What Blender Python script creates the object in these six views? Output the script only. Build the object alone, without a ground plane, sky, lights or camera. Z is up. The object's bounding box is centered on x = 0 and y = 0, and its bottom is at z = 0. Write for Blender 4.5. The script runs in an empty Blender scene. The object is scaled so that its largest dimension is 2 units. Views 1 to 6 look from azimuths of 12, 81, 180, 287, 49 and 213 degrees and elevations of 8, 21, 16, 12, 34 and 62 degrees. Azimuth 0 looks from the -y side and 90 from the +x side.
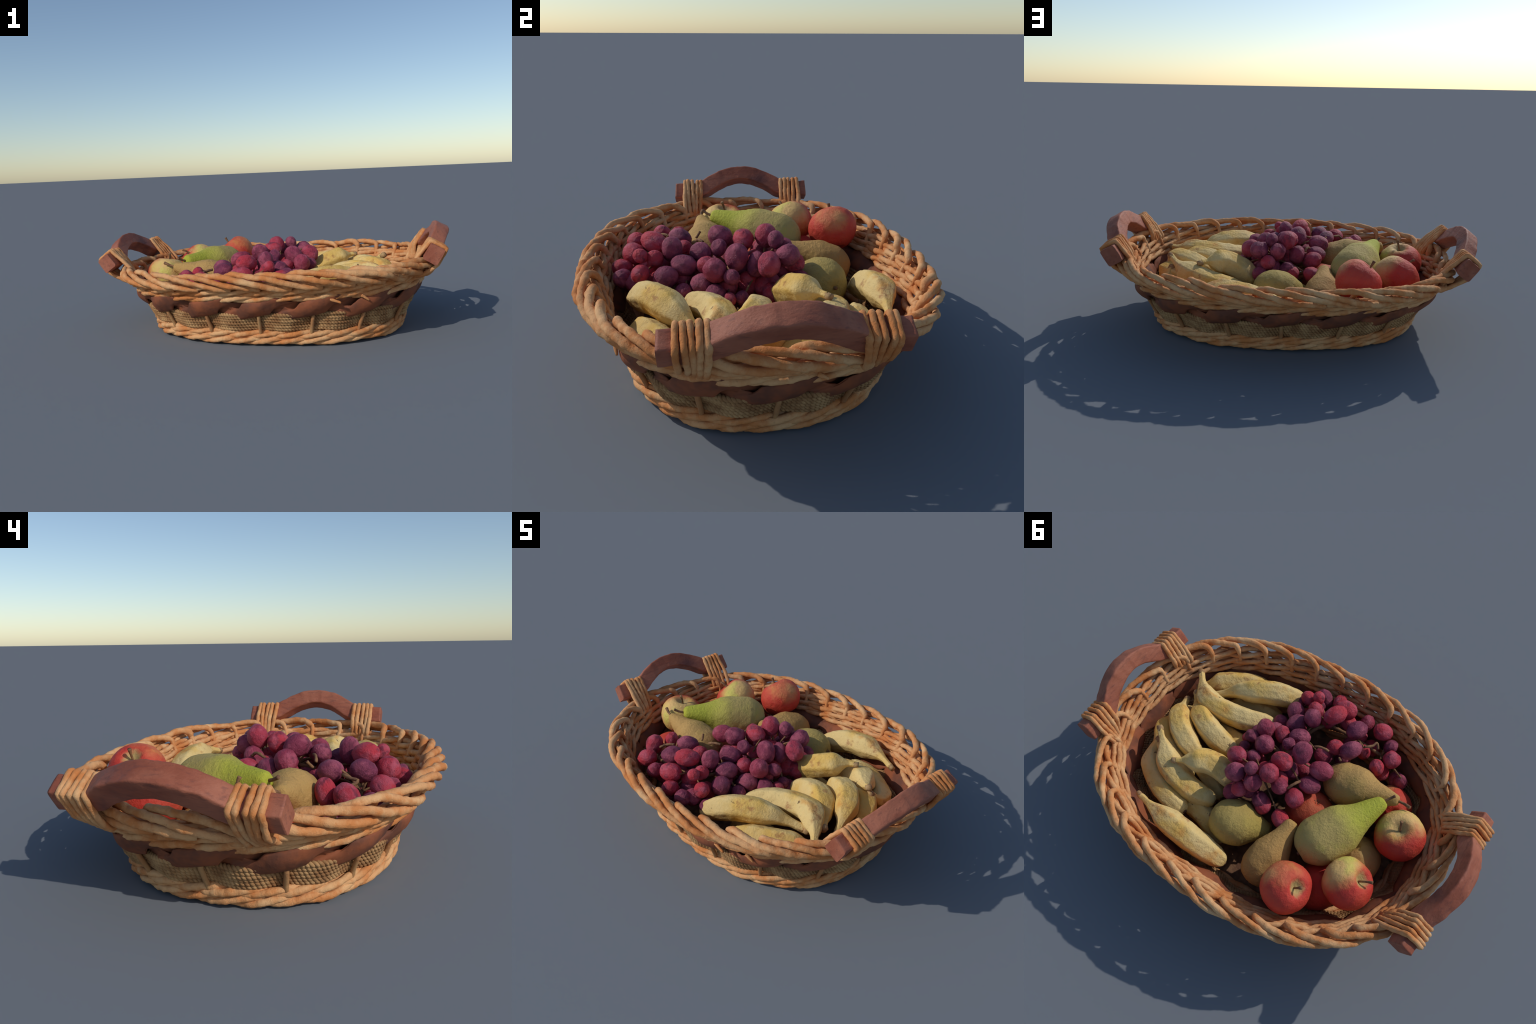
"""Oval wicker basket with wooden handles, filled with apples, pears, bananas and grapes."""
import bpy, math, random
import numpy as np
from mathutils import Vector, Matrix

random.seed(11)
RNG = np.random.default_rng(11)
TAU = 2 * math.pi

# ---------------------------------------------------------------- numeric helpers

def hash3(i, j, k):
    h = (i * 374761393 + j * 668265263 + k * 2147483647 + 974711) & 0xFFFFFFFF
    h = ((h ^ (h >> 13)) * 1274126177) & 0xFFFFFFFF
    return ((h ^ (h >> 16)) & 0xFFFF) / 65535.0 * 2 - 1


def value_noise(p):
    """Smooth 3D value noise in -1..1 for an (n, 3) array."""
    f = np.floor(p)
    i = f.astype(np.int64)
    t = p - f
    t = t * t * (3 - 2 * t)
    out = 0
    for a in (0, 1):
        for b in (0, 1):
            for c in (0, 1):
                w = (t[:, 0] if a else 1 - t[:, 0]) * (t[:, 1] if b else 1 - t[:, 1]) * (t[:, 2] if c else 1 - t[:, 2])
                out = out + w * hash3(i[:, 0] + a, i[:, 1] + b, i[:, 2] + c)
    return out


def fbm(p, scale, octaves=3, offset=0.0):
    out, amp = 0, 1.0
    for o in range(octaves):
        out = out + amp * value_noise(p * scale * 2 ** o + offset + 17.3 * o)
        amp *= 0.5
    return out


def smoothstep(x):
    x = np.clip(x, 0, 1)
    return x * x * (3 - 2 * x)


def spline(points, n):
    """Catmull-Rom curve through the points, resampled to n evenly spaced ones."""
    P = np.array(points, float)
    P = np.vstack([2 * P[0] - P[1], P, 2 * P[-1] - P[-2]])
    out = []
    for k in range(1, len(P) - 2):
        t = np.linspace(0, 1, 40, endpoint=False)[:, None]
        a, b, c, d = P[k - 1], P[k], P[k + 1], P[k + 2]
        out.append(0.5 * (2 * b + (c - a) * t + (2 * a - 5 * b + 4 * c - d) * t ** 2 + (3 * b - a - 3 * c + d) * t ** 3))
    out = np.vstack(out + [P[-2][None]])
    L = np.concatenate([[0], np.cumsum(np.linalg.norm(np.diff(out, axis=0), axis=1))])
    s = np.linspace(0, L[-1], n)
    return np.stack([np.interp(s, L, out[:, k]) for k in range(out.shape[1])], 1)


def frames(path, closed, hint=(0, 0, 1)):
    """Tangent and two side vectors along a path; the sides follow the hint direction."""
    if closed:
        T = np.roll(path, -1, 0) - np.roll(path, 1, 0)
    else:
        T = np.gradient(path, axis=0)
    T /= np.linalg.norm(T, axis=1)[:, None]
    h = np.array(hint, float)
    U = h[None] - T * (T @ h)[:, None]
    bad = np.linalg.norm(U, axis=1) < 0.15
    if bad.any():                                   # parallel transport where the hint fails
        u = np.cross(T[0], (0.31, 0.87, 0.38))
        U = np.zeros_like(T)
        for k in range(len(T)):
            u = u - T[k] * (u @ T[k])
            u /= np.linalg.norm(u)
            U[k] = u
    U /= np.linalg.norm(U, axis=1)[:, None]
    return T, U, np.cross(T, U)


# ---------------------------------------------------------------- mesh helpers

def new_object(name, verts, faces, material, parent=None, smooth=True):
    me = bpy.data.meshes.new(name)
    me.from_pydata([tuple(v) for v in np.asarray(verts, float)], [], [tuple(f) for f in faces])
    me.validate()
    me.polygons.foreach_set("use_smooth", [smooth] * len(me.polygons))
    if material:
        me.materials.append(material)
    ob = bpy.data.objects.new(name, me)
    bpy.context.scene.collection.objects.link(ob)
    ob.parent = parent
    return ob


def grid_faces(rows, cols, close_rows):
    r = np.arange(rows if close_rows else rows - 1)
    a = (r[:, None] * cols + np.arange(cols)[None]).ravel()
    b = (r[:, None] * cols + (np.arange(cols)[None] + 1) % cols).ravel()
    nxt = ((r + 1) % rows)
    c = (nxt[:, None] * cols + (np.arange(cols)[None] + 1) % cols).ravel()
    d = (nxt[:, None] * cols + np.arange(cols)[None]).ravel()
    return np.stack([a, b, c, d], 1).tolist()


def tube_data(path, radius, sides=10, closed=False, rough=0.0, rough_scale=60, hint=(0, 0, 1), section=None, base=0, offset=0.0):
    """Swept tube. radius: scalar or per-point. section: optional (sides, 2) unit outline."""
    path = np.asarray(path, float)
    n = len(path)
    T, U, V = frames(path, closed, hint)
    if section is None:
        a = np.linspace(0, TAU, sides, endpoint=False)
        section = np.stack([np.cos(a), np.sin(a)], 1)
    sides = len(section)
    rad = np.broadcast_to(np.asarray(radius, float), (n,))
    ring = path[:, None] + rad[:, None, None] * (section[None, :, :1] * U[:, None] + section[None, :, 1:] * V[:, None])
    P = ring.reshape(-1, 3)
    if rough:
        dirs = P - np.repeat(path, sides, 0)
        dirs /= np.linalg.norm(dirs, axis=1)[:, None] + 1e-9
        P = P + dirs * (rough * fbm(P, rough_scale, 3, offset))[:, None]
    faces = grid_faces(n, sides, closed)
    if not closed:
        P = np.vstack([P, path[0], path[-1]])
        k = n * sides
        faces += [(k, (j + 1) % sides, j) for j in range(sides)]
        m = (n - 1) * sides
        faces += [(k + 1, m + j, m + (j + 1) % sides) for j in range(sides)]
    if base:
        faces = [tuple(i + base for i in f) for f in faces]
    return P, faces


def tube(name, path, radius, material, parent, **kw):
    v, f = tube_data(path, radius, **kw)
    return new_object(name, v, f, material, parent)


def empty(name, label=None, category=None, location=(0, 0, 0)):
    ob = bpy.data.objects.new(name, None)
    bpy.context.scene.collection.objects.link(ob)
    ob.location = location
    ob.empty_display_size = 0.1
    if label:
        ob["label"], ob["category"] = label, category
    return ob


# ---------------------------------------------------------------- materials

class Nodes:
    """Small wrapper that makes node graphs readable."""

    def __init__(self, name, roughness=0.75, specular=0.25):
        self.m = bpy.data.materials.new(name)
        self.m.use_nodes = True
        self.t = self.m.node_tree
        self.bsdf = self.t.nodes["Principled BSDF"]
        self.bsdf.inputs["Roughness"].default_value = roughness
        self.bsdf.inputs["Specular IOR Level"].default_value = specular
        self.coord = self.t.nodes.new("ShaderNodeTexCoord").outputs["Object"]

    def link(self, a, b):
        self.t.links.new(a, b)

    def put(self, socket, value):
        if hasattr(value, "is_linked"):
            self.link(value, socket)
        elif isinstance(value, (tuple, list)) and len(value) == 3 and socket.type == "RGBA":
            socket.default_value = (*value, 1)
        else:
            socket.default_value = value

    def noise(self, scale, detail=3, roughness=0.55, coord=None, stretch=None, seed=(0, 0, 0)):
        n = self.t.nodes.new("ShaderNodeTexNoise")
        n.inputs["Scale"].default_value = scale
        n.inputs["Detail"].default_value = detail
        n.inputs["Roughness"].default_value = roughness
        c = coord or self.coord
        mp = self.t.nodes.new("ShaderNodeMapping")
        mp.inputs["Location"].default_value = seed
        mp.inputs["Scale"].default_value = stretch or (1, 1, 1)
        self.link(c, mp.inputs["Vector"])
        self.link(mp.outputs["Vector"], n.inputs["Vector"])
        return n.outputs["Fac"]

    def ramp(self, value, lo, hi, a=0.0, b=1.0):
        n = self.t.nodes.new("ShaderNodeMapRange")
        n.interpolation_type = "SMOOTHSTEP"
        self.put(n.inputs["Value"], value)
        for key, x in (("From Min", lo), ("From Max", hi), ("To Min", a), ("To Max", b)):
            n.inputs[key].default_value = x
        return n.outputs["Result"]

    def math(self, op, a, b=0.0):
        n = self.t.nodes.new("ShaderNodeMath")
        n.operation = op
        self.put(n.inputs[0], a)
        self.put(n.inputs[1], b)
        return n.outputs[0]

    def mix(self, fac, a, b):
        n = self.t.nodes.new("ShaderNodeMix")
        n.data_type = "RGBA"
        self.put(n.inputs[0], fac)
        self.put(n.inputs[6], a)
        self.put(n.inputs[7], b)
        return n.outputs[2]

    def random(self):
        return self.t.nodes.new("ShaderNodeObjectInfo").outputs["Random"]

    def along(self, direction):
        """Object coordinate measured along a direction."""
        n = self.t.nodes.new("ShaderNodeVectorMath")
        n.operation = "DOT_PRODUCT"
        self.link(self.coord, n.inputs[0])
        n.inputs[1].default_value = direction
        return n.outputs["Value"]

    def bump(self, height, strength, distance=0.004, extra=None):
        n = self.t.nodes.new("ShaderNodeBump")
        n.inputs["Strength"].default_value = strength
        n.inputs["Distance"].default_value = distance
        self.link(height, n.inputs["Height"])
        self.link(n.outputs["Normal"], self.bsdf.inputs["Normal"])

    def done(self, colour):
        self.put(self.bsdf.inputs["Base Color"], colour)
        return self.m


def willow_material(name, cream, orange, dark):
    n = Nodes(name, 0.78, 0.2)
    c = n.mix(n.ramp(n.noise(9, 5, 0.6), 0.36, 0.64, 0.22, 0.95), cream, orange)
    c = n.mix(n.ramp(n.noise(34, 4, 0.65, seed=(3, 1, 2)), 0.55, 0.75, 0, 0.55), c, orange)
    c = n.mix(n.ramp(n.random(), 0.0, 1.0, 0, 0.3), c, orange)
    c = n.mix(n.ramp(n.noise(75, 5, 0.7, seed=(9, 4, 1)), 0.60, 0.76, 0, 0.55), c, dark)
    n.bump(n.noise(95, 5, 0.7), 0.75, 0.006)
    return n.done(c)


def wood_material(name, base, light, dark):
    n = Nodes(name, 0.6, 0.3)
    c = n.mix(n.ramp(n.noise(9, 5, 0.6, stretch=(1, 0.35, 1)), 0.35, 0.65), base, light)
    c = n.mix(n.ramp(n.noise(5, 4, seed=(5, 2, 8)), 0.56, 0.72, 0, 0.8), c, dark)
    c = n.mix(n.ramp(n.noise(70, 4, 0.6, stretch=(1, 0.2, 1)), 0.5, 0.72, 0, 0.5), c, dark)
    n.bump(n.noise(80, 5, 0.65, stretch=(1, 0.6, 1)), 0.5, 0.006)
    return n.done(c)


def simple_material(name, a, b, scale=20, rough=0.8, bump=0.4, bump_scale=110):
    n = Nodes(name, rough, 0.2)
    c = n.mix(n.ramp(n.noise(scale, 4, 0.6), 0.35, 0.65), a, b)
    n.bump(n.noise(bump_scale, 4, 0.6), bump, 0.004)
    return n.done(c)


WILLOW = willow_material("peeled_willow", (0.82, 0.52, 0.26), (0.61, 0.215, 0.062), (0.22, 0.075, 0.028))
STAKE = willow_material("willow_stake", (0.48, 0.29, 0.13), (0.45, 0.2, 0.08), (0.2, 0.09, 0.04))
ROPE = simple_material("seagrass_rope", (0.49, 0.29, 0.13), (0.28, 0.135, 0.055), 14, 0.85, 0.4, 160)  # both tones darkened for the baked shade on the lower wall
RIBBON = simple_material("bark_ribbon", (0.15, 0.058, 0.036), (0.30, 0.092, 0.04), 8, 0.7, 0.35, 70)
WOOD = wood_material("stained_wood", (0.29, 0.082, 0.045), (0.39, 0.135, 0.078), (0.13, 0.046, 0.038))
FLOOR = simple_material("woven_floor", (0.26, 0.14, 0.075), (0.15, 0.075, 0.045), 25, 0.9, 0.6, 60)
STEM = simple_material("fruit_stem", (0.16, 0.08, 0.045), (0.30, 0.16, 0.075), 40, 0.8, 0.5, 120)

# ---------------------------------------------------------------- basket: wall geometry

STAKES = 32
TURN = math.radians(-1.0)
# height, half length, half width, centre x: middle of the wall thickness
PROFILE = np.array([(0.00, 0.692, 0.500, 0.037), (0.05, 0.710, 0.515, 0.037), (0.09, 0.718, 0.521, 0.037), (0.175, 0.760, 0.558, 0.036),
                    (0.25, 0.802, 0.598, 0.033), (0.30, 0.827, 0.625, 0.031), (0.345, 0.852, 0.651, 0.030), (0.37, 0.867, 0.667, 0.030), (0.45, 0.89, 0.69, 0.03)])
EXPONENT = 2.35
_t = np.linspace(0, TAU, 4001)
_ref = np.stack([0.868 * np.sign(np.cos(_t)) * np.abs(np.cos(_t)) ** (2 / EXPONENT),
                 0.668 * np.sign(np.sin(_t)) * np.abs(np.sin(_t)) ** (2 / EXPONENT)], 1)
_len = np.concatenate([[0], np.cumsum(np.linalg.norm(np.diff(_ref, axis=0), axis=1))])
PERIMETER = _len[-1]


def wall(s, z, out=0.0):
    """Points on the basket wall: s = turns round the rim (0 at +x), height z, offset outwards."""
    s, z, out = np.broadcast_arrays(np.asarray(s, float), np.asarray(z, float), np.asarray(out, float))
    t = np.interp((s % 1.0) * PERIMETER, _len, _t)

    def at(t):
        a, b, c = (np.interp(z, PROFILE[:, 0], PROFILE[:, k]) for k in (1, 2, 3))
        x = c + a * np.sign(np.cos(t)) * np.abs(np.cos(t)) ** (2 / EXPONENT)
        y = b * np.sign(np.sin(t)) * np.abs(np.sin(t)) ** (2 / EXPONENT)
        return x, y
    x0, y0 = at(t - 0.02)
    x1, y1 = at(t + 0.02)
    x, y = at(t)
    nx, ny = y1 - y0, -(x1 - x0)
    l = np.hypot(nx, ny) + 1e-9
    x, y = x + nx / l * out, y + ny / l * out
    c, sn = math.cos(TURN), math.sin(TURN)
    y = y - 0.020 * (1 - np.clip(z / 0.33, 0, 1))
    zz = z + (0.023 * x - 0.010 * y - 0.018) * np.clip((z - 0.06) / 0.3, 0, 1)          # the rim stands a little higher at the +x end
    return np.stack([c * x - sn * y, sn * x + c * y, zz], -1)


def wobble(s, seed, amp, freq=9):
    p = np.stack([np.cos(TAU * s) * freq / TAU, np.sin(TAU * s) * freq / TAU, np.full_like(s, seed * 3.7)], -1)
    return amp * value_noise(p.reshape(-1, 3)).reshape(s.shape)


basket = empty("wicker_basket", "oval woven willow basket with two brown wooden handles", "basket")


def wale(name, z, count, radius, amp_out, amp_z, seed, span=3):
    """Band of twisted weavers, each going outside two stakes and inside one."""
    n = 704
    s = np.linspace(0, 1, n, endpoint=False)
    turns = 33 if span == 3 else 32
    for k in range(count):
        ph = TAU * (s * turns / span + k / count)
        out = amp_out * np.cos(ph) - (0.004 if z > 0.2 else 0.0) + wobble(s, seed + k, 0.005)
        zz = z + amp_z * np.sin(ph) + wobble(s, seed + k + 40, 0.005)
        rad = radius * (1 + wobble(s, seed + k + 80, 0.16, 26))
        tube(name, wall(s, zz, out), rad, WILLOW, basket, sides=10, closed=True, rough=0.0024, rough_scale=55, offset=seed + k)


wale("wall_weaver", 0.343, 3, 0.0128, 0.019, 0.011, 1)
wale("wall_weaver", 0.309, 3, 0.0128, 0.018, 0.011, 11)
wale("wall_weaver", 0.275, 3, 0.0128, 0.017, 0.011, 51)
wale("base_weaver", 0.063, 3, 0.0130, 0.014, 0.012, 21)
wale("base_weaver", 0.0305, 3, 0.0130, 0.014, 0.012, 31)

# border strands: each rises as a stake on the inside, rolls over the rim and runs down outside
BORDER = np.array([  # stakes travelled, outward offset, height
    (0.00, -0.018, 0.312), (0.01, -0.026, 0.345), (0.03, -0.030, 0.372), (0.12, -0.026, 0.391), (0.40, -0.012, 0.400),
    (1.00, 0.009, 0.398), (1.60, 0.027, 0.383), (2.20, 0.036, 0.358), (2.80, 0.033, 0.337), (3.25, 0.016, 0.328)])
for i in range(STAKES):
    c = BORDER.copy()
    c[:, 0] += RNG.normal(0, 0.06) * np.linspace(0.5, 1, len(c))
    c[2:-1, 1] += RNG.normal(0, 0.004, len(c) - 3)
    c[2:-1, 2] += RNG.normal(0, 0.004, len(c) - 3)
    c = spline(c * (0.16, 1, 1), 72) / (0.16, 1, 1)
    u = np.linspace(0, 1, 72)
    rad = 0.0162 * (1 - 0.18 * u) * (0.92 + 0.16 * RNG.random()) * (0.66 + 0.34 * smoothstep((u - 0.06) / 0.09))
    tube("rim_strand", wall((i + c[:, 0]) / STAKES, c[:, 2], c[:, 1]), rad, WILLOW, basket,
         sides=12, rough=0.0030, rough_scale=50, offset=i, hint=(0.0, 0.0, 1.0))

# upright stakes of the wall
for i in range(STAKES):
    z = np.linspace(0.015 if i % 2 == 0 else 0.265, 0.34, 30)
    outside = 0.016 if i % 2 == 0 else -0.006
    off = outside * smoothstep((z - 0.05) / 0.03) * smoothstep((0.2 - z) / 0.04) - 0.004
    tube("stake", wall(np.full_like(z, (i + 0.05 * RNG.normal()) / STAKES), z, off), 0.0095, STAKE, basket,
         sides=8, rough=0.001, hint=(1, 0.3, 0), offset=i + 50)

# twined bark ribbons: pillow over one stake outside, then crossing to the inside
for k in range(2):
    n, m = 640, 9
    s = np.linspace(0, 1, n, endpoint=False)
    ph = TAU * s * STAKES / 4 + math.pi * k
    co = np.cos(ph)
    v = np.linspace(-1, 1, m)
    half = 0.017 + 0.032 * smoothstep((np.abs(co) - 0.12) / 0.5) + wobble(s, 60 + k, 0.004, 30)
    zc = 0.217 + 0.020 * np.sin(ph) + wobble(s, 66 + k, 0.004, 14)
    lead = 0.010 * (1 - np.abs(co))                       # edges lean along the run where the ribbons cross
    rows = []
    for side in (1, -1):
        for vv in (v if side == 1 else v[::-1]):
            out = 0.004 + 0.014 * np.sign(co) * np.abs(co) ** 0.55 + 0.021 * co * np.abs(co) * (1 - vv * vv) + 0.003 * side + wobble(s, 70 + k, 0.003, 20)
            rows.append(wall(s + lead * vv * 0.8 + 0.0016 * vv, zc + half * vv, out))
    P = np.stack(rows, 1).reshape(-1, 3)
    P = P + 0.0016 * np.stack([fbm(P, 40, 3, o) for o in (0, 31, 67)], 1)
    new_object("bark_ribbon", P, [f[::-1] for f in grid_faces(n, 2 * m, True)], RIBBON, basket)

# seagrass ropes: two-ply twisted cords, bulging between the outer stakes
for row in range(6):
    n = 1900
    s = np.linspace(0, 1, n, endpoint=False)
    out = -0.013 * np.cos(TAU * s * STAKES / 2) + 0.000 + wobble(s, 90 + row, 0.003, 20)
    z = 0.0935 + 0.0165 * row + wobble(s, 100 + row, 0.0035, 16)
    core = wall(s, z, out)
    T, U, V = frames(core, True)
    turns = 128 + row * 3
    vs, fs, base = [], [], 0
    for ply in range(2):
        a = TAU * s * turns + math.pi * ply
        path = core + 0.0052 * (np.cos(a)[:, None] * U + np.sin(a)[:, None] * V)
        pv, pf = tube_data(path, 0.0066, sides=6, closed=True, base=base)
        vs.append(pv)
        fs += pf
        base += len(pv)
    new_object("rope_row", np.vstack(vs), fs, ROPE, basket)

# floor
n, rings = 160, 14
s = np.linspace(0, 1, n, endpoint=False)
edge = wall(s, 0.03, -0.012)
mid = np.array([0.04, 0.0, 0.03])
P = []
for zz, order in ((0.034, range(rings + 1)), (0.012, range(rings, -1, -1))):
    for r in order:
        f = 0.01 + 0.99 * r / rings
        q = mid + (edge - mid) * f
        q[:, 2] = zz + 0.003 * np.sin(40 * f + 0.0) + 0.002 * np.sin(TAU * s * 40 + math.pi * (r % 2))
        P.append(q)
new_object("floor", np.vstack(P), grid_faces(len(P), n, True), FLOOR, basket)

# loose willow ends that stick out under the rim at the front
for sx, z0, ds, dz in ((0.829, 0.262, 0.011, -0.020), (0.862, 0.268, 0.008, -0.026), (0.02, 0.30, 0.006, -0.012)):
    u = np.linspace(0, 1, 12)
    tube("willow_end", wall(sx + ds * u, z0 + dz * u, 0.02 + 0.022 * u), 0.0085 * (1 - 0.45 * u), WILLOW, basket, rough=0.0015)

# ---------------------------------------------------------------- handles

def handle(centre, along, outward, lean, hump):
    centre, along, outward = np.array(centre), np.array(along, float), np.array(outward, float)
    along /= np.linalg.norm(along)
    outward -= along * (outward @ along)
    outward /= np.linalg.norm(outward)
    up = math.sin(lean) * outward + math.cos(lean) * np.array([0, 0, 1.0])
    side = math.cos(lean) * outward - math.sin(lean) * np.array([0, 0, 1.0])
    t = np.linspace(-0.366, 0.366, 90)
    rise = np.cos(0.5 * math.pi * np.clip(np.abs(t) / 0.222, 0, 1)) ** 0.85
    for _ in range(10):                                    # ease the foot of the arch into the straight ends
        rise = np.convolve(np.pad(rise, 2, mode="edge"), (0.1, 0.2, 0.4, 0.2, 0.1), mode="valid")
    path = centre + t[:, None] * along + (hump * rise)[:, None] * up
    slope = np.gradient(hump * rise, t)
    h = (0.0435 - 0.0035 * smoothstep((0.26 - np.abs(t)) / 0.2))
    w = np.full_like(t, 0.039) + 0.003 * smoothstep((0.2 - np.abs(t)) / 0.2)
    a = np.linspace(0, TAU, 40, endpoint=False) + 0.001
    q = 9.0                                                # squared-off section with soft edges
    sx = np.sign(np.cos(a)) * np.abs(np.cos(a)) ** (2 / q)
    sy = np.sign(np.sin(a)) * np.abs(np.sin(a)) ** (2 / q)
    tang = along[None] + slope[:, None] * up[None]
    tang /= np.linalg.norm(tang, axis=1)[:, None]
    nup = up[None] - tang * (tang @ up)[:, None]
    nup /= np.linalg.norm(nup, axis=1)[:, None]
    ring = path[:, None] + sx[None, :, None] * w[:, None, None] * side + sy[None, :, None] * h[:, None, None] * nup[:, None]
    P = ring.reshape(-1, 3)
    P = P + 0.003 * np.stack([fbm(P, 22, 3, o) for o in (3, 41, 77)], 1)
    faces = grid_faces(len(t), 40, False)
    faces += [tuple(range(39, -1, -1)), tuple(range(len(P) - 40, len(P)))]
    ob = new_object("handle", P, faces, WOOD, basket)
    mod = ob.data.polygons
    mod[len(mod) - 1].use_smooth = mod[len(mod) - 2].use_smooth = False
    # willow wraps that tie the bar to the rim
    _s = np.linspace(0, 1, 800, endpoint=False)
    rim = wall(_s, 0.366, 0.004)
    for sgn in (-1, 1):
        for k in range(5):
            tt = sgn * (0.222 + 0.0235 * k)
            c = centre + tt * along
            r = rim[np.argmin(np.abs((rim - c) @ along) + 9.0 * ((rim - c) @ outward < -0.5))]
            ro, rz = (r - c) @ outward, r[2] - c[2]
            pts = []
            for x, y in ((1, 1), (1, -1), (-1, 1), (-1, -1)):
                d = x * 0.041 * side + y * 0.045 * up
                pts.append((d @ outward, d[2]))
            b = np.linspace(0, TAU, 24, endpoint=False)
            pts += [(ro + 0.034 * math.cos(x), rz - 0.008 + 0.034 * math.sin(x)) for x in b]
            ang = np.linspace(0, TAU, 72, endpoint=False)
            pts = np.array(pts)
            m = np.array([(0 + ro) / 2, (0 + rz) / 2])
            # support-function hull: convex loop pulled tight round bar and rim
            D = np.stack([np.cos(ang), np.sin(ang)], 1)
            hull = pts[np.argmax((pts - m) @ D.T, axis=0)]
            loop = np.array(hull)
            for _ in range(3):
                loop = 0.5 * loop + 0.25 * (np.roll(loop, 1, 0) + np.roll(loop, -1, 0))
            L = np.concatenate([[0], np.cumsum(np.linalg.norm(np.diff(np.vstack([loop, loop[:1]]), axis=0), axis=1))])
            ss = np.linspace(0, L[-1], 64, endpoint=False)
            cl = np.vstack([loop, loop[:1]])
            lo = np.stack([np.interp(ss, L, cl[:, 0]), np.interp(ss, L, cl[:, 1])], 1)
            grow = m + (lo - m) * (1 + 0.012 * RNG.normal()) + 0.007 * (lo - m) / np.linalg.norm(lo - m, axis=1)[:, None]
            low = np.clip(-(grow[:, 1]) / 0.1, 0, 1)
            path = c + grow[:, :1] * outward + grow[:, 1:] * np.array([0, 0, 1.0])
            path = path + along * (-sgn * 0.012 * low * (k - 2) * 0.5 + 0.004 * np.sin(np.linspace(0, TAU, 64) + RNG.random() * 6))[:, None]
            wr = tube("handle_wrap", path, 0.0112 * (0.93 + 0.14 * RNG.random()), WILLOW, ob, sides=10, closed=True,
                      rough=0.002, rough_scale=60, hint=tuple(along), offset=k * 3 + sgn)


handle((0.899, -0.020, 0.434), (0.014, 1, -0.012), (1, 0, 0), math.radians(30), 0.107)
handle((-0.878, 0.048, 0.403), (0.062, 1, 0.005), (-1, 0, 0), math.radians(37), 0.103)

# ---------------------------------------------------------------- fruit

def axis_matrix(origin, axis, roll=0.0):
    q = Vector(axis).to_track_quat("Z", "Y")
    return Matrix.Translation(origin) @ q.to_matrix().to_4x4() @ Matrix.Rotation(roll, 4, "Z")


def lathe(profile, around=72, rough=0.003, rough_scale=12, fine=0.0012, seed=0.0, bend=0.0, lobes=0.0):
    """Body of revolution about local z from (radius, z) rows, with bend, lobes and surface noise."""
    prof = np.array(profile)
    a = np.linspace(0, TAU, around, endpoint=False)
    r = prof[:, :1] * (1 + lobes * np.cos(5 * a + seed)[None])
    P = np.stack([r * np.cos(a), r * np.sin(a), np.repeat(prof[:, 1:], around, 1)], -1).reshape(-1, 3)
    if bend:
        P[:, 0] += bend * P[:, 2] ** 2
    nrm = P - np.array([0, 0, prof[:, 1].mean()])
    nrm /= np.linalg.norm(nrm, axis=1)[:, None] + 1e-9
    P = P + nrm * (rough * fbm(P, rough_scale, 2, seed) + fine * fbm(P, 65, 3, seed + 5))[:, None]
    n = len(prof)
    faces = [f[::-1] for f in grid_faces(n, around, False)]
    faces = [f for f in faces]
    P = np.vstack([P, P[:around].mean(0), P[-around:].mean(0)])
    k = n * around
    faces += [(k, j, (j + 1) % around) for j in range(around)]
    m = (n - 1) * around
    faces += [(k + 1, m + (j + 1) % around, m + j) for j in range(around)]
    return P, faces


def flip_if_inside_out(ob):
    import bmesh
    bm = bmesh.new()
    bm.from_mesh(ob.data)
    bmesh.ops.recalc_face_normals(bm, faces=bm.faces)
    bm.to_mesh(ob.data)
    bm.free()


def apple_material(seed, pale_dir, pale_lo, pale_hi, red, pale, green):
    n = Nodes("apple_skin", 0.6, 0.3)
    side = n.math("ADD", n.along(tuple(8.0 * x for x in pale_dir)), n.math("MULTIPLY", n.noise(9, 4, seed=(seed, 2, 3)), 1.0))
    mask = n.ramp(side, pale_lo, pale_hi)
    c = n.mix(n.ramp(n.noise(14, 4, 0.6, stretch=(1, 1, 0.25), seed=(seed, 7, 1)), 0.35, 0.7, 0, 0.6), red, (red[0] * 1.05, red[1] * 2.1, red[2] * 1.6))
    c = n.mix(mask, c, n.mix(n.ramp(n.noise(7, 3, seed=(1, seed, 4)), 0.42, 0.62), pale, green))
    c = n.mix(n.ramp(n.noise(75, 3, 0.6, seed=(seed, 1, 9)), 0.66, 0.76, 0, 0.5), c, (0.3, 0.1, 0.05))
    x, y = n.along((1, 0, 0)), n.along((0, 1, 0))
    ring = n.math("SQRT", n.math("ADD", n.math("MULTIPLY", x, x), n.math("MULTIPLY", y, y)))
    hollow = n.math("MULTIPLY", n.ramp(n.math("ADD", ring, n.math("MULTIPLY", n.noise(40, 3), 0.03)), 0.036, 0.062, 1, 0), n.ramp(n.along((0, 0, 1)), 0.0, 0.03))
    c = n.mix(hollow, c, (0.52, 0.36, 0.14))               # russet round the stem
    n.bump(n.noise(80, 5, 0.65), 0.6, 0.009)
    return n.done(c)


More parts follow.
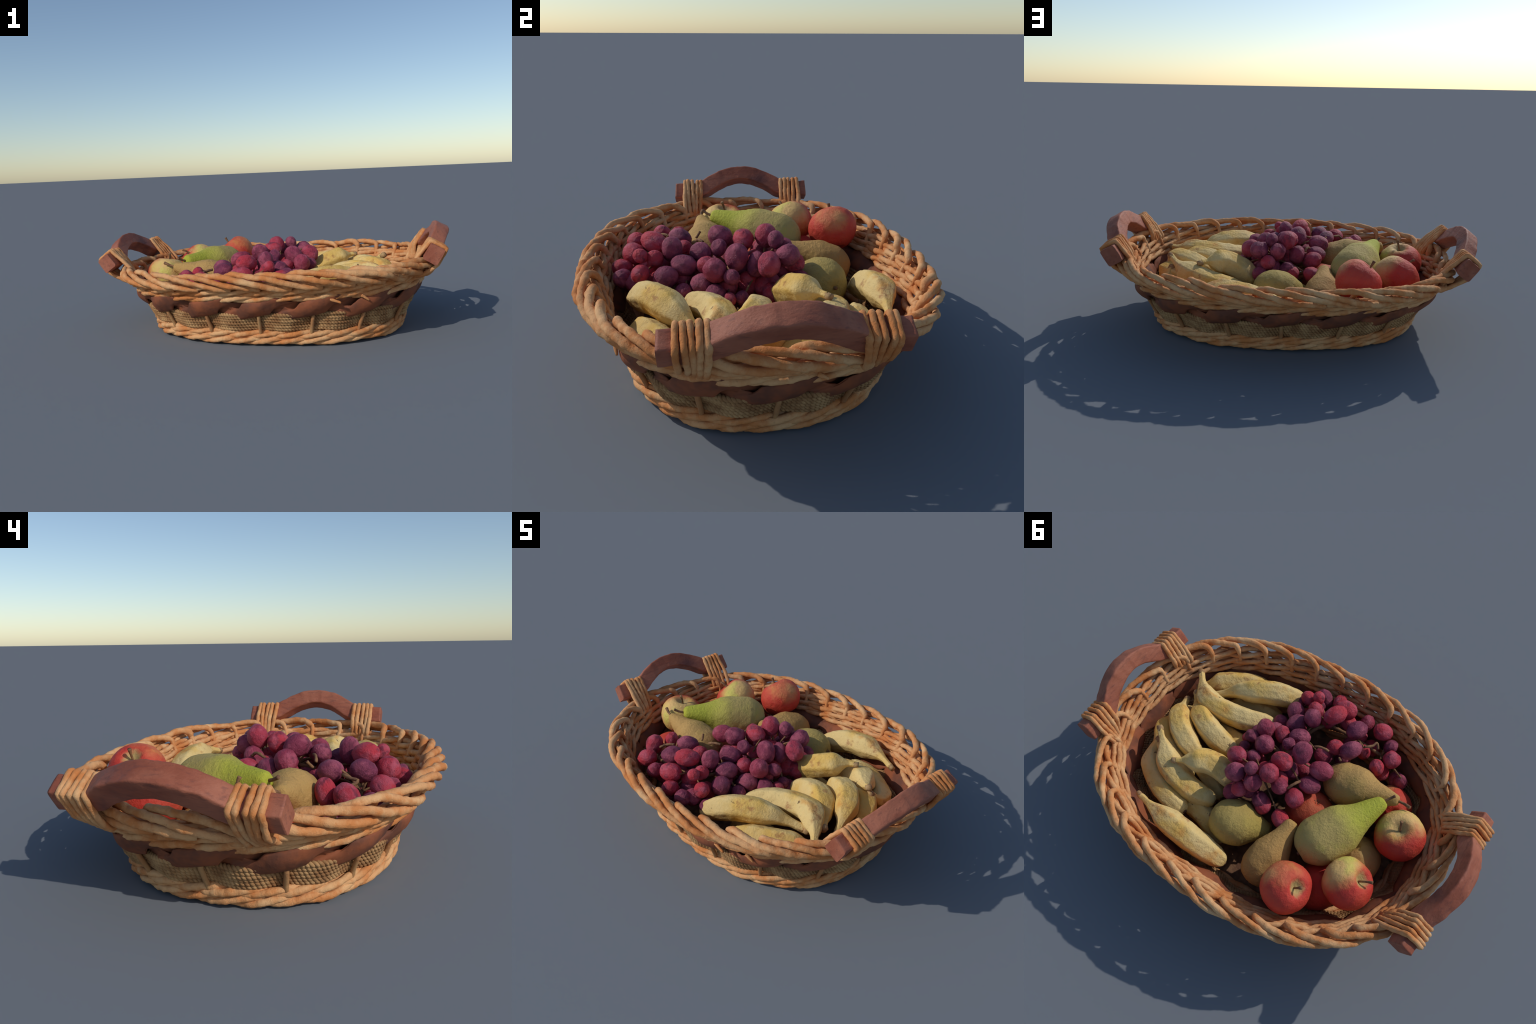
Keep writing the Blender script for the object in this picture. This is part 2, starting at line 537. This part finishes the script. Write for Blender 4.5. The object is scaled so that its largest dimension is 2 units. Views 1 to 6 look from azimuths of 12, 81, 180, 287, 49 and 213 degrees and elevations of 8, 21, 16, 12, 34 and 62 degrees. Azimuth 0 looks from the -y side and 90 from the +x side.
def apple(centre, radius, axis, seed, pale_dir=None, lo=0.9, hi=1.7, red=(0.56, 0.045, 0.03), pale=(0.75, 0.47, 0.17), green=(0.67, 0.58, 0.13), flat=0.93, stem=True):
    t = np.linspace(0, math.pi, 60)
    rho = 1 + 0.06 * np.cos(t)
    x = np.sin(t) * rho
    z = np.cos(t) * flat
    z = z - 0.34 * np.exp(-(x / 0.30) ** 2) * (t < math.pi / 2) + 0.18 * np.exp(-(x / 0.22) ** 2) * (t > math.pi / 2)
    P, F = lathe(np.stack([np.maximum(x, 0.012) * radius, z * radius], 1), 80, 0.005, 7, 0.0014, seed, 0, 0.012)
    M = axis_matrix(centre, axis, seed)
    local = M.to_3x3().inverted() @ Vector(pale_dir or (0, 0, 1))
    local.normalize()
    ob = new_object("apple", P, F, apple_material(seed, tuple(local), lo, hi, red, pale, green))
    flip_if_inside_out(ob)
    ob.matrix_world = M
    ob["label"], ob["category"] = "round red and yellow apple with a short stem", "apple"
    if stem:
        u = np.linspace(0, 1, 14)[:, None]
        lean = RNG.normal(0, 0.25, 2)
        path = np.hstack([lean[0] * 0.05 * u ** 1.6, lean[1] * 0.05 * u ** 1.6, radius * 0.50 + u * 0.072])
        tube("stem", path, 0.0048 + 0.0035 * u[:, 0] ** 4, STEM, ob, sides=8, rough=0.001, hint=(1, 0, 0))
        b = np.linspace(0, math.pi, 8)
        for k in range(5):                                # dry sepals in the blossom end
            a = k * TAU / 5
            pts = np.array([(0.004, 0, -radius * 0.74), (0.012, 0, -radius * 0.80), (0.014, 0, -radius * 0.86)])
            pts = pts @ np.array([[math.cos(a), math.sin(a), 0], [-math.sin(a), math.cos(a), 0], [0, 0, 1]])
            tube("sepal", pts, [0.004, 0.0035, 0.001], STEM, ob, sides=6, hint=(1, 0.2, 0))
    return ob


def pear_material(seed, neck, belly, blush, split, span):
    n = Nodes("pear_skin", 0.7, 0.25)
    z = n.math("ADD", n.along((0, 0, 1)), n.math("MULTIPLY", n.noise(10, 3, seed=(seed, 1, 1)), 0.12))
    c = n.mix(n.ramp(z, split + 0.06 - span, split + 0.06 + span), belly, neck)
    c = n.mix(n.ramp(n.noise(8, 4, seed=(4, seed, 2)), 0.5, 0.7, 0, 0.6), c, blush)
    c = n.mix(n.ramp(n.noise(26, 4, 0.65, seed=(4, seed, 8)), 0.60, 0.74, 0, 0.5), c, tuple(0.55 * x for x in belly))
    c = n.mix(n.ramp(n.noise(130, 3, 0.6, seed=(seed, 5, 8)), 0.60, 0.72, 0, 0.45), c, tuple(0.6 * x for x in belly))
    n.bump(n.noise(85, 5, 0.68), 0.75, 0.010)
    return n.done(c)


def pear(belly, tip, radius, seed, neck_col, belly_col, blush, neck_r=0.27, stem=(0.05, 0.006), bend=0.0, fat=0.0):
    """Pear lying with its belly centre and its stem end at the given points."""
    belly, tip = Vector(belly), Vector(tip)
    L = (tip - belly).length
    rows = [(0.02, -0.88), (0.10, -0.91), (0.22, -0.925), (0.42, -0.89), (0.66, -0.73), (0.86, -0.46), (0.97, -0.18), (1.0, 0.08)]
    prof = [(r * radius, z * radius) for r, z in rows]
    for f, r in ((0.30, 0.95 + fat), (0.42, 0.84 + fat), (0.55, 0.67 + fat), (0.68, 0.52 + fat * 0.7), (0.8, 0.42 + fat * 0.3), (0.9, neck_r + 0.06), (0.96, neck_r), (0.99, neck_r * 0.7), (1.0, neck_r * 0.25)):
        prof.append((r * radius, max(f * L, 0.1 * radius)))
    prof = spline(prof, 76)
    prof[:, 0] = np.maximum(prof[:, 0], 0.001)
    P, F = lathe(prof, 80, 0.006, 8, 0.0016, seed, bend)
    ob = new_object("pear", P, F, pear_material(seed, neck_col, belly_col, blush, 0.45 * L, 0.10))
    flip_if_inside_out(ob)
    ob.matrix_world = axis_matrix(belly, tip - belly, seed)
    ob["label"], ob["category"] = "ripe pear with rough speckled skin lying down", "pear"
    if stem:
        u = np.linspace(0, 1, 14)[:, None]
        b = bend * (L + stem[0] * u) ** 2
        path = np.hstack([b + 0.15 * stem[0] * u ** 2, 0.2 * stem[0] * u ** 2, L - 0.012 + u * (stem[0] + 0.012)])
        tube("stem", path, stem[1] * (1 + 0.35 * u[:, 0] ** 4), STEM, ob, sides=9, rough=0.001, hint=(1, 0, 0))
    t = np.linspace(0, 1, 5)[:, None]
    tube("blossom_end", np.hstack([0 * t, 0 * t, -radius * 0.86 - 0.012 * t - 0.004]), 0.010 - 0.004 * t[:, 0], STEM, ob, sides=10, rough=0.002, hint=(1, 0, 0))
    return ob


def banana_material(seed):
    n = Nodes("banana_peel", 0.68, 0.25)
    yellow, deep, cream = (0.76, 0.475, 0.115), (0.68, 0.32, 0.07), (0.81, 0.595, 0.25)  # hues pushed toward orange: warm bounce light of the shaded sides tinted in
    c = n.mix(n.ramp(n.noise(6, 4, seed=(seed, 0, 3)), 0.42, 0.68), cream, yellow)
    c = n.mix(n.ramp(n.noise(9, 4, seed=(seed, 5, 1)), 0.54, 0.72, 0, 0.8), c, deep)
    c = n.mix(n.ramp(n.noise(11, 5, 0.65, seed=(2, seed, 7)), 0.60, 0.70, 0, 0.65), c, (0.40, 0.16, 0.065))
    c = n.mix(n.ramp(n.noise(26, 4, 0.6, seed=(6, seed, 2)), 0.69, 0.73, 0, 0.9), c, (0.12, 0.05, 0.025))
    c = n.mix(n.ramp(n.noise(120, 3, 0.6, seed=(1, seed, 6)), 0.67, 0.73, 0, 0.7), c, (0.2, 0.09, 0.035))
    n.bump(n.noise(75, 5, 0.68), 0.7, 0.009)
    return n.done(c)


BANANA_CUT = simple_material("banana_stalk", (0.30, 0.17, 0.085), (0.46, 0.30, 0.14), 30, 0.85, 0.6, 90)
BANANA_TIP = simple_material("banana_tip", (0.10, 0.045, 0.03), (0.24, 0.12, 0.06), 60, 0.9, 0.6, 120)
BANANA_SKINS = [banana_material(1.7 * k + 0.3) for k in range(4)]


def banana(points, radius, seed, neck=0.16, stalk_r=0.017, twist=0.3):
    """Curved fruit from stalk to blossom end, five soft ridges, along spine points."""
    path = spline(points, 72)
    mid = path[36].copy()
    path = path - mid
    u = np.linspace(0, 1, 72)
    grow = smoothstep((u - neck * 0.35) / (neck * 1.5))
    body = stalk_r + (radius - stalk_r) * grow
    taper = np.sqrt(np.clip(1 - ((np.clip(u, 0.62, 1) - 0.62) / 0.385) ** 3.0, 0, 1))
    rad = np.minimum(body, 1e9) * np.maximum(taper, 0.0) + 0.010 * (u > 0.9) * (1 - taper)
    a = np.linspace(0, TAU, 50, endpoint=False)
    ridge = 1 + 0.055 * np.cos(5 * a + seed * twist * 9) + 0.02 * np.cos(10 * a + seed * twist * 18)
    sec = np.stack([np.cos(a) * ridge, np.sin(a) * ridge], 1)
    v, f = tube_data(path, rad, section=sec, rough=0.0022, rough_scale=30, offset=seed * 3.1)
    ob = new_object("banana", v, f, BANANA_SKINS[int(seed * 7) % 4])
    ob.location = mid
    ob["label"], ob["category"] = "small curved yellow banana with brown speckles", "banana"
    t = (path[0] - path[3]) / np.linalg.norm(path[0] - path[3])
    tube("stalk", np.array([path[2] * 0.3 + path[1] * 0.7, path[0] + t * 0.008, path[0] + t * 0.02]), [stalk_r * 1.02, stalk_r * 1.12, stalk_r * 1.0], BANANA_CUT, ob, sides=9, rough=0.003, hint=(0.2, 0.3, 1), offset=seed)
    t = (path[-1] - path[-3]) / np.linalg.norm(path[-1] - path[-3])
    tube("blossom_tip", np.array([path[-1] - t * 0.012, path[-1] - t * 0.001, path[-1] + t * 0.006]), [0.016, 0.013, 0.008], BANANA_TIP, ob, sides=9, rough=0.002, hint=(0.2, 0.3, 1), offset=seed)
    return ob


# apples on top
apple((-0.314, 0.441, 0.346), 0.117, (-0.62, -0.07, 0.78), 1.0, (0.45, -0.25, 0.85), 1.0, 2.0)
apple((-0.533, 0.270, 0.318), 0.119, (-0.57, -0.31, 0.755), 2.0, (0.75, -0.35, 0.55), 0.55, 1.45)
apple((-0.625, -0.075, 0.290), 0.121, (0.13, 0.14, 0.98), 3.0, (0.45, -0.62, 0.62), 0.45, 1.2)
# apples half hidden below
apple((-0.500, 0.090, 0.175), 0.118, (-0.35, 0.15, -0.92), 4.0, (0, 0, 1), 0.2, 0.8, pale=(0.45, 0.28, 0.09), green=(0.45, 0.25, 0.08))
apple((-0.185, 0.015, 0.195), 0.118, (0.2, 0.3, -0.9), 5.0, (0.3, -0.9, 0), 1.2, 2.0, red=(0.50, 0.07, 0.035))
apple((-0.415, 0.300, 0.160), 0.115, (0.6, 0.3, 0.4), 6.0, (0.3, 0.9, 0), 1.4, 2.2)
apple((-0.505, -0.235, 0.175), 0.108, (0.4, -0.5, -0.7), 7.0, (0.8, -0.5, 0.2), 0.8, 1.6)

TAN = (0.55, 0.325, 0.105)
OLIVE = (0.46, 0.33, 0.075)
pear((-0.322, 0.160, 0.311), (-0.488, -0.150, 0.388), 0.121, 1.3, (0.46, 0.46, 0.05), (0.50, 0.37, 0.12), (0.50, 0.44, 0.09), neck_r=0.28, stem=(0.050, 0.006))
pear((-0.262, -0.176, 0.277), (-0.540, -0.196, 0.362), 0.107, 2.1, TAN, (0.52, 0.315, 0.105), (0.49, 0.32, 0.085), neck_r=0.25, stem=(0.062, 0.0065))
pear((-0.148, 0.385, 0.222), (-0.172, 0.150, 0.322), 0.098, 3.4, TAN, (0.48, 0.27, 0.085), (0.47, 0.31, 0.08), neck_r=0.30, stem=None)
pear((0.098, 0.283, 0.240), (-0.085, 0.215, 0.205), 0.112, 4.2, (0.45, 0.32, 0.075), (0.47, 0.34, 0.10), (0.44, 0.34, 0.08), neck_r=0.30, stem=(0.03, 0.006))

# bananas: stalk end first
banana([(0.700, -0.270, 0.245), (0.655, -0.310, 0.255), (0.570, -0.378, 0.260), (0.460, -0.437, 0.250), (0.360, -0.475, 0.220)], 0.058, 0.10)
banana([(0.600, -0.243, 0.275), (0.515, -0.295, 0.305), (0.450, -0.337, 0.325), (0.304, -0.418, 0.318), (0.160, -0.500, 0.255)], 0.061, 0.25, neck=0.26, stalk_r=0.020)
banana([(0.722, -0.318, 0.300), (0.645, -0.240, 0.308), (0.540, -0.180, 0.318), (0.365, -0.210, 0.290), (0.225, -0.290, 0.255)], 0.058, 0.45, neck=0.18)
banana([(0.660, -0.195, 0.298), (0.595, -0.125, 0.298), (0.490, -0.058, 0.308), (0.380, -0.035, 0.277), (0.300, -0.040, 0.240)], 0.060, 0.60, neck=0.2)
banana([(0.700, -0.150, 0.265), (0.660, -0.060, 0.305), (0.600, 0.020, 0.318), (0.520, 0.070, 0.305), (0.430, 0.095, 0.270)], 0.058, 0.75, neck=0.2)
banana([(0.650, 0.110, 0.364), (0.595, 0.156, 0.325), (0.500, 0.228, 0.286), (0.370, 0.255, 0.248), (0.235, 0.235, 0.215)], 0.062, 0.90, neck=0.18, stalk_r=0.015)
banana([(0.476, 0.208, 0.362), (0.425, 0.172, 0.358), (0.350, 0.118, 0.338), (0.260, 0.100, 0.285), (0.190, 0.112, 0.215)], 0.060, 0.15, neck=0.16, stalk_r=0.013)
banana([(0.648, 0.140, 0.305), (0.658, 0.185, 0.260), (0.628, 0.240, 0.230), (0.560, 0.292, 0.222), (0.450, 0.338, 0.225), (0.325, 0.362, 0.225)], 0.056, 0.35, neck=0.16)
banana([(0.538, 0.427, 0.280), (0.455, 0.445, 0.296), (0.340, 0.462, 0.294), (0.190, 0.470, 0.262), (0.020, 0.458, 0.175)], 0.062, 0.55, neck=0.22, stalk_r=0.014)
banana([(0.715, -0.060, 0.235), (0.690, 0.040, 0.262), (0.625, 0.120, 0.265), (0.520, 0.170, 0.240), (0.420, 0.190, 0.200)], 0.055, 0.70, neck=0.16)
banana([(0.560, -0.135, 0.170), (0.470, -0.125, 0.190), (0.380, -0.118, 0.200), (0.300, -0.115, 0.190), (0.225, -0.120, 0.160)], 0.055, 0.85, neck=0.16)
banana([(0.560, -0.300, 0.160), (0.460, -0.330, 0.180), (0.350, -0.360, 0.180), (0.240, -0.380, 0.150)], 0.055, 0.05, neck=0.16)
banana([(0.560, 0.060, 0.150), (0.460, 0.080, 0.170), (0.350, 0.120, 0.170), (0.240, 0.180, 0.150)], 0.055, 0.20, neck=0.16)
banana([(0.420, 0.330, 0.150), (0.320, 0.300, 0.170), (0.210, 0.320, 0.160), (0.100, 0.360, 0.130)], 0.055, 0.40, neck=0.16)

banana([(0.620, -0.250, 0.135), (0.690, -0.110, 0.155), (0.705, 0.050, 0.155), (0.640, 0.200, 0.135)], 0.055, 0.30, neck=0.16)

# ---------------------------------------------------------------- grapes

def grape_material():
    n = Nodes("grape_skin", 0.55, 0.3)
    r = n.random()
    shift = n.t.nodes.new("ShaderNodeVectorMath")           # every grape gets its own patch of the patterns
    shift.operation = "ADD"
    n.link(n.coord, shift.inputs[0])
    n.link(n.math("MULTIPLY", r, 37.0), shift.inputs[1])
    n.coord = shift.outputs[0]
    c = n.mix(n.ramp(r, 0.25, 0.8), (0.52, 0.04, 0.06), (0.22, 0.038, 0.08))
    c = n.mix(n.ramp(n.noise(0.9, 3), 0.42, 0.66, 0, 0.6), c, (0.52, 0.125, 0.175))
    c = n.mix(n.ramp(n.noise(1.2, 3, seed=(4, 2, 8)), 0.52, 0.7, 0, 0.75), c, (0.13, 0.022, 0.045))
    c = n.mix(n.ramp(n.noise(6, 3, 0.6, seed=(8, 1, 3)), 0.62, 0.74, 0, 0.6), c, (0.06, 0.02, 0.03))
    n.bump(n.noise(5.0, 5, 0.68), 0.75, 0.010)
    return n.done(c)


GRAPE = grape_material()
grape_bunch = empty("grape_bunch", "bunch of dusty red and purple grapes on brown stems", "grapes", (0.0, -0.2, 0.3))
GRAPES = [
    ((0.128, -0.470, 0.345), 0.042, 0.037, None),
    ((0.070, -0.469, 0.400), 0.033, 0.030, None),
    ((0.070, -0.542, 0.302), 0.050, 0.040, (-0.70, 0.42, -0.58)),
    ((0.145, -0.371, 0.330), 0.050, 0.046, None),
    ((0.029, -0.342, 0.406), 0.056, 0.043, (0.16, 0.04, 0.99)),
    ((0.050, -0.414, 0.376), 0.042, 0.036, None),
    ((-0.056, -0.416, 0.412), 0.060, 0.044, (0.61, 0.78, -0.14)),
    ((-0.071, -0.508, 0.360), 0.059, 0.046, (0.96, 0.18, 0.19)),
    ((0.097, -0.296, 0.358), 0.054, 0.045, (0.26, 0.96, -0.11)),
    ((0.194, -0.305, 0.282), 0.040, 0.036, None),
    ((0.203, -0.178, 0.370), 0.050, 0.046, (0.27, -0.43, 0.86)),
    ((0.243, -0.116, 0.357), 0.036, 0.032, None),
    ((0.120, -0.205, 0.362), 0.042, 0.038, None),
    ((0.031, -0.225, 0.386), 0.052, 0.044, (0.84, 0.54, -0.02)),
    ((0.148, -0.086, 0.402), 0.055, 0.047, (-0.52, 0.23, 0.82)),
    ((0.048, -0.150, 0.410), 0.037, 0.032, (-0.39, 0.34, 0.86)),
    ((-0.038, -0.135, 0.428), 0.055, 0.048, (-0.25, 0.85, -0.45)),
    ((0.017, -0.042, 0.432), 0.052, 0.045, (0.99, 0.06, 0.13)),
    ((0.227, 0.034, 0.397), 0.051, 0.045, (-0.76, 0.25, 0.60)),
    ((0.176, 0.117, 0.409), 0.049, 0.046, None),
    ((0.111, 0.079, 0.456), 0.037, 0.033, (-0.43, 0.26, 0.86)),
    ((0.029, 0.051, 0.446), 0.050, 0.047, None),
    ((0.159, -0.042, 0.311), 0.036, 0.033, None),
    ((0.077, 0.116, 0.404), 0.045, 0.042, None),
    ((0.128, 0.156, 0.354), 0.042, 0.040, None),
    ((-0.027, 0.046, 0.365), 0.056, 0.042, (-0.22, 0.43, 0.87)),
    ((-0.111, 0.048, 0.335), 0.056, 0.044, (-0.67, 0.57, 0.47)),
    ((0.029, 0.136, 0.308), 0.045, 0.040, (-0.62, 0.56, 0.56)),
    ((-0.104, 0.160, 0.290), 0.045, 0.041, None),
    ((-0.139, -0.042, 0.348), 0.053, 0.043, (0.91, 0.31, 0.28)),
    ((-0.155, -0.121, 0.388), 0.058, 0.046, (0.91, 0.32, 0.28)),
    ((-0.099, -0.234, 0.309), 0.044, 0.040, None),
    ((-0.135, -0.294, 0.344), 0.043, 0.040, None),
    ((-0.214, -0.307, 0.370), 0.055, 0.044, (0.57, 0.78, -0.26)),
    ((-0.182, -0.425, 0.370), 0.052, 0.045, (0.59, 0.81, -0.06)),
    ((-0.194, -0.523, 0.316), 0.042, 0.037, None),
    ((-0.292, -0.509, 0.334), 0.053, 0.044, (0.67, 0.53, 0.52)),
    ((-0.256, -0.381, 0.285), 0.046, 0.036, (0.00, 0.11, 0.99)),
    ((-0.360, -0.473, 0.300), 0.038, 0.033, None),
    ((-0.402, -0.400, 0.318), 0.057, 0.044, (0.05, 0.46, 0.89)),
    ((-0.360, -0.316, 0.324), 0.052, 0.038, (0.13, 0.20, 0.97)),
    ((-0.488, -0.356, 0.240), 0.048, 0.037, (-0.00, 0.13, 0.99)),
    ((0.165, -0.009, 0.375), 0.050, 0.036, (-0.51, 0.22, 0.83)),
    ((0.177, 0.020, 0.281), 0.045, 0.040, None),
    ((0.177, -0.231, 0.303), 0.052, 0.046, None),
    ((0.246, -0.181, 0.288), 0.045, 0.042, None),
    ((-0.015, -0.553, 0.318), 0.042, 0.038, None),
    ((0.271, -0.080, 0.278), 0.030, 0.028, None),
    ((0.285, -0.130, 0.282), 0.030, 0.026, None),
    ((0.050, -0.080, 0.340), 0.042, 0.040, None),
    ((0.169, 0.170, 0.295), 0.042, 0.040, None),
]


def grape_mesh(seed):
    t = np.linspace(0.02, math.pi - 0.02, 28)
    z = np.cos(t)
    x = np.sin(t) * (1 + 0.05 * np.cos(t))
    P, F = lathe(np.stack([x, z], 1), 36, 0.05, 1.6, 0.0, seed)
    P = P + P * (0.032 * fbm(P, 3.5, 3, seed + 3))[:, None]
    ob = new_object("grape", P, F, GRAPE)
    flip_if_inside_out(ob)
    me = ob.data
    bpy.data.objects.remove(ob)
    return me


GRAPE_MESHES = [grape_mesh(1.9 * k) for k in range(8)]
CORE = [np.array(p) for p in ((0.09, 0.03, 0.33), (0.06, -0.12, 0.33), (0.04, -0.27, 0.31), (-0.03, -0.40, 0.31), (-0.20, -0.42, 0.29), (-0.34, -0.42, 0.27))]


def add_grape(centre, long_r, short_r, axis, k):
    ob = bpy.data.objects.new("grape", GRAPE_MESHES[k % 8])
    bpy.context.scene.collection.objects.link(ob)
    ob.parent = grape_bunch
    c = np.array(centre)
    core = CORE[int(np.argmin([np.linalg.norm(c - q) for q in CORE]))]
    if axis is None:
        axis = c - core
    if np.dot(axis, c - core) < 0:
        axis = tuple(-x for x in axis)
    rel = Vector(centre) - grape_bunch.location
    ob.matrix_local = axis_matrix(rel, axis, 1.3 * k) @ Matrix.Diagonal((short_r, short_r, long_r * 1.05, 1))
    return c - np.array(axis) / np.linalg.norm(axis) * long_r, core


attach = []
for k, (centre, long_r, short_r, axis) in enumerate(GRAPES):
    attach.append(add_grape(centre, long_r, short_r, axis, k))
centres = np.array([g[0] for g in GRAPES])
k = 0
for x in np.arange(-0.44, 0.27, 0.085):                    # lower layer that fills the gaps
    for y in np.arange(-0.56, 0.16, 0.085):
        d = np.hypot(*(centres[:, :2] - (x, y)).T)
        near = np.argsort(d)[:3]
        if d[near[1]] > (0.12 if y < -0.42 else 0.075):
            continue
        z = centres[near, 2].mean() - 0.082
        px, py = x + 0.018 * RNG.normal(), y + 0.018 * RNG.normal()
        if np.hypot(px + 0.26, py + 0.176) < 0.13 or np.hypot(px + 0.185, py - 0.015) < 0.13:
            continue
        if math.hypot(px / 0.86, py / 0.66) > 0.82:
            continue
        add_grape((px, py, z), 0.046, 0.042, None, k)
        k += 1

# stems: a main stalk with a short foot to each grape
rel = np.array(grape_bunch.location)
tube("main_stalk", spline([q - rel for q in CORE], 50), 0.009, STEM, grape_bunch, sides=8, rough=0.002)
vs, fs, base = [], [], 0
for p, core in attach:
    d = p - core
    if np.linalg.norm(d) < 0.012:
        continue
    path = spline([core - rel, core + d * 0.5 + (0, 0, 0.012) - rel, p - rel], 12)
    v, f = tube_data(path, np.linspace(0.0055, 0.0042, 12), sides=6, rough=0.001, base=base, hint=(0.3, 0.5, 0.8))
    vs.append(v)
    fs += f
    base += len(v)
foot = new_object("grape_stems", np.vstack(vs), fs, STEM, grape_bunch)
foot["kind"] = "stuff"
for pts in (((-0.06, -0.21, 0.40), (-0.09, -0.225, 0.40), (-0.13, -0.235, 0.385)),
            ((-0.26, -0.36, 0.37), (-0.29, -0.39, 0.365), (-0.30, -0.42, 0.36), (-0.32, -0.40, 0.345)),
            ((-0.10, -0.02, 0.385), (-0.085, 0.02, 0.40), (-0.07, 0.045, 0.385)),
            ((-0.19, -0.235, 0.375), (-0.205, -0.215, 0.40))):
    tube("twig", spline([np.array(p) - rel for p in pts], 20), 0.0065, STEM, grape_bunch, sides=8, rough=0.0015, hint=(0.3, 0.5, 0.8))
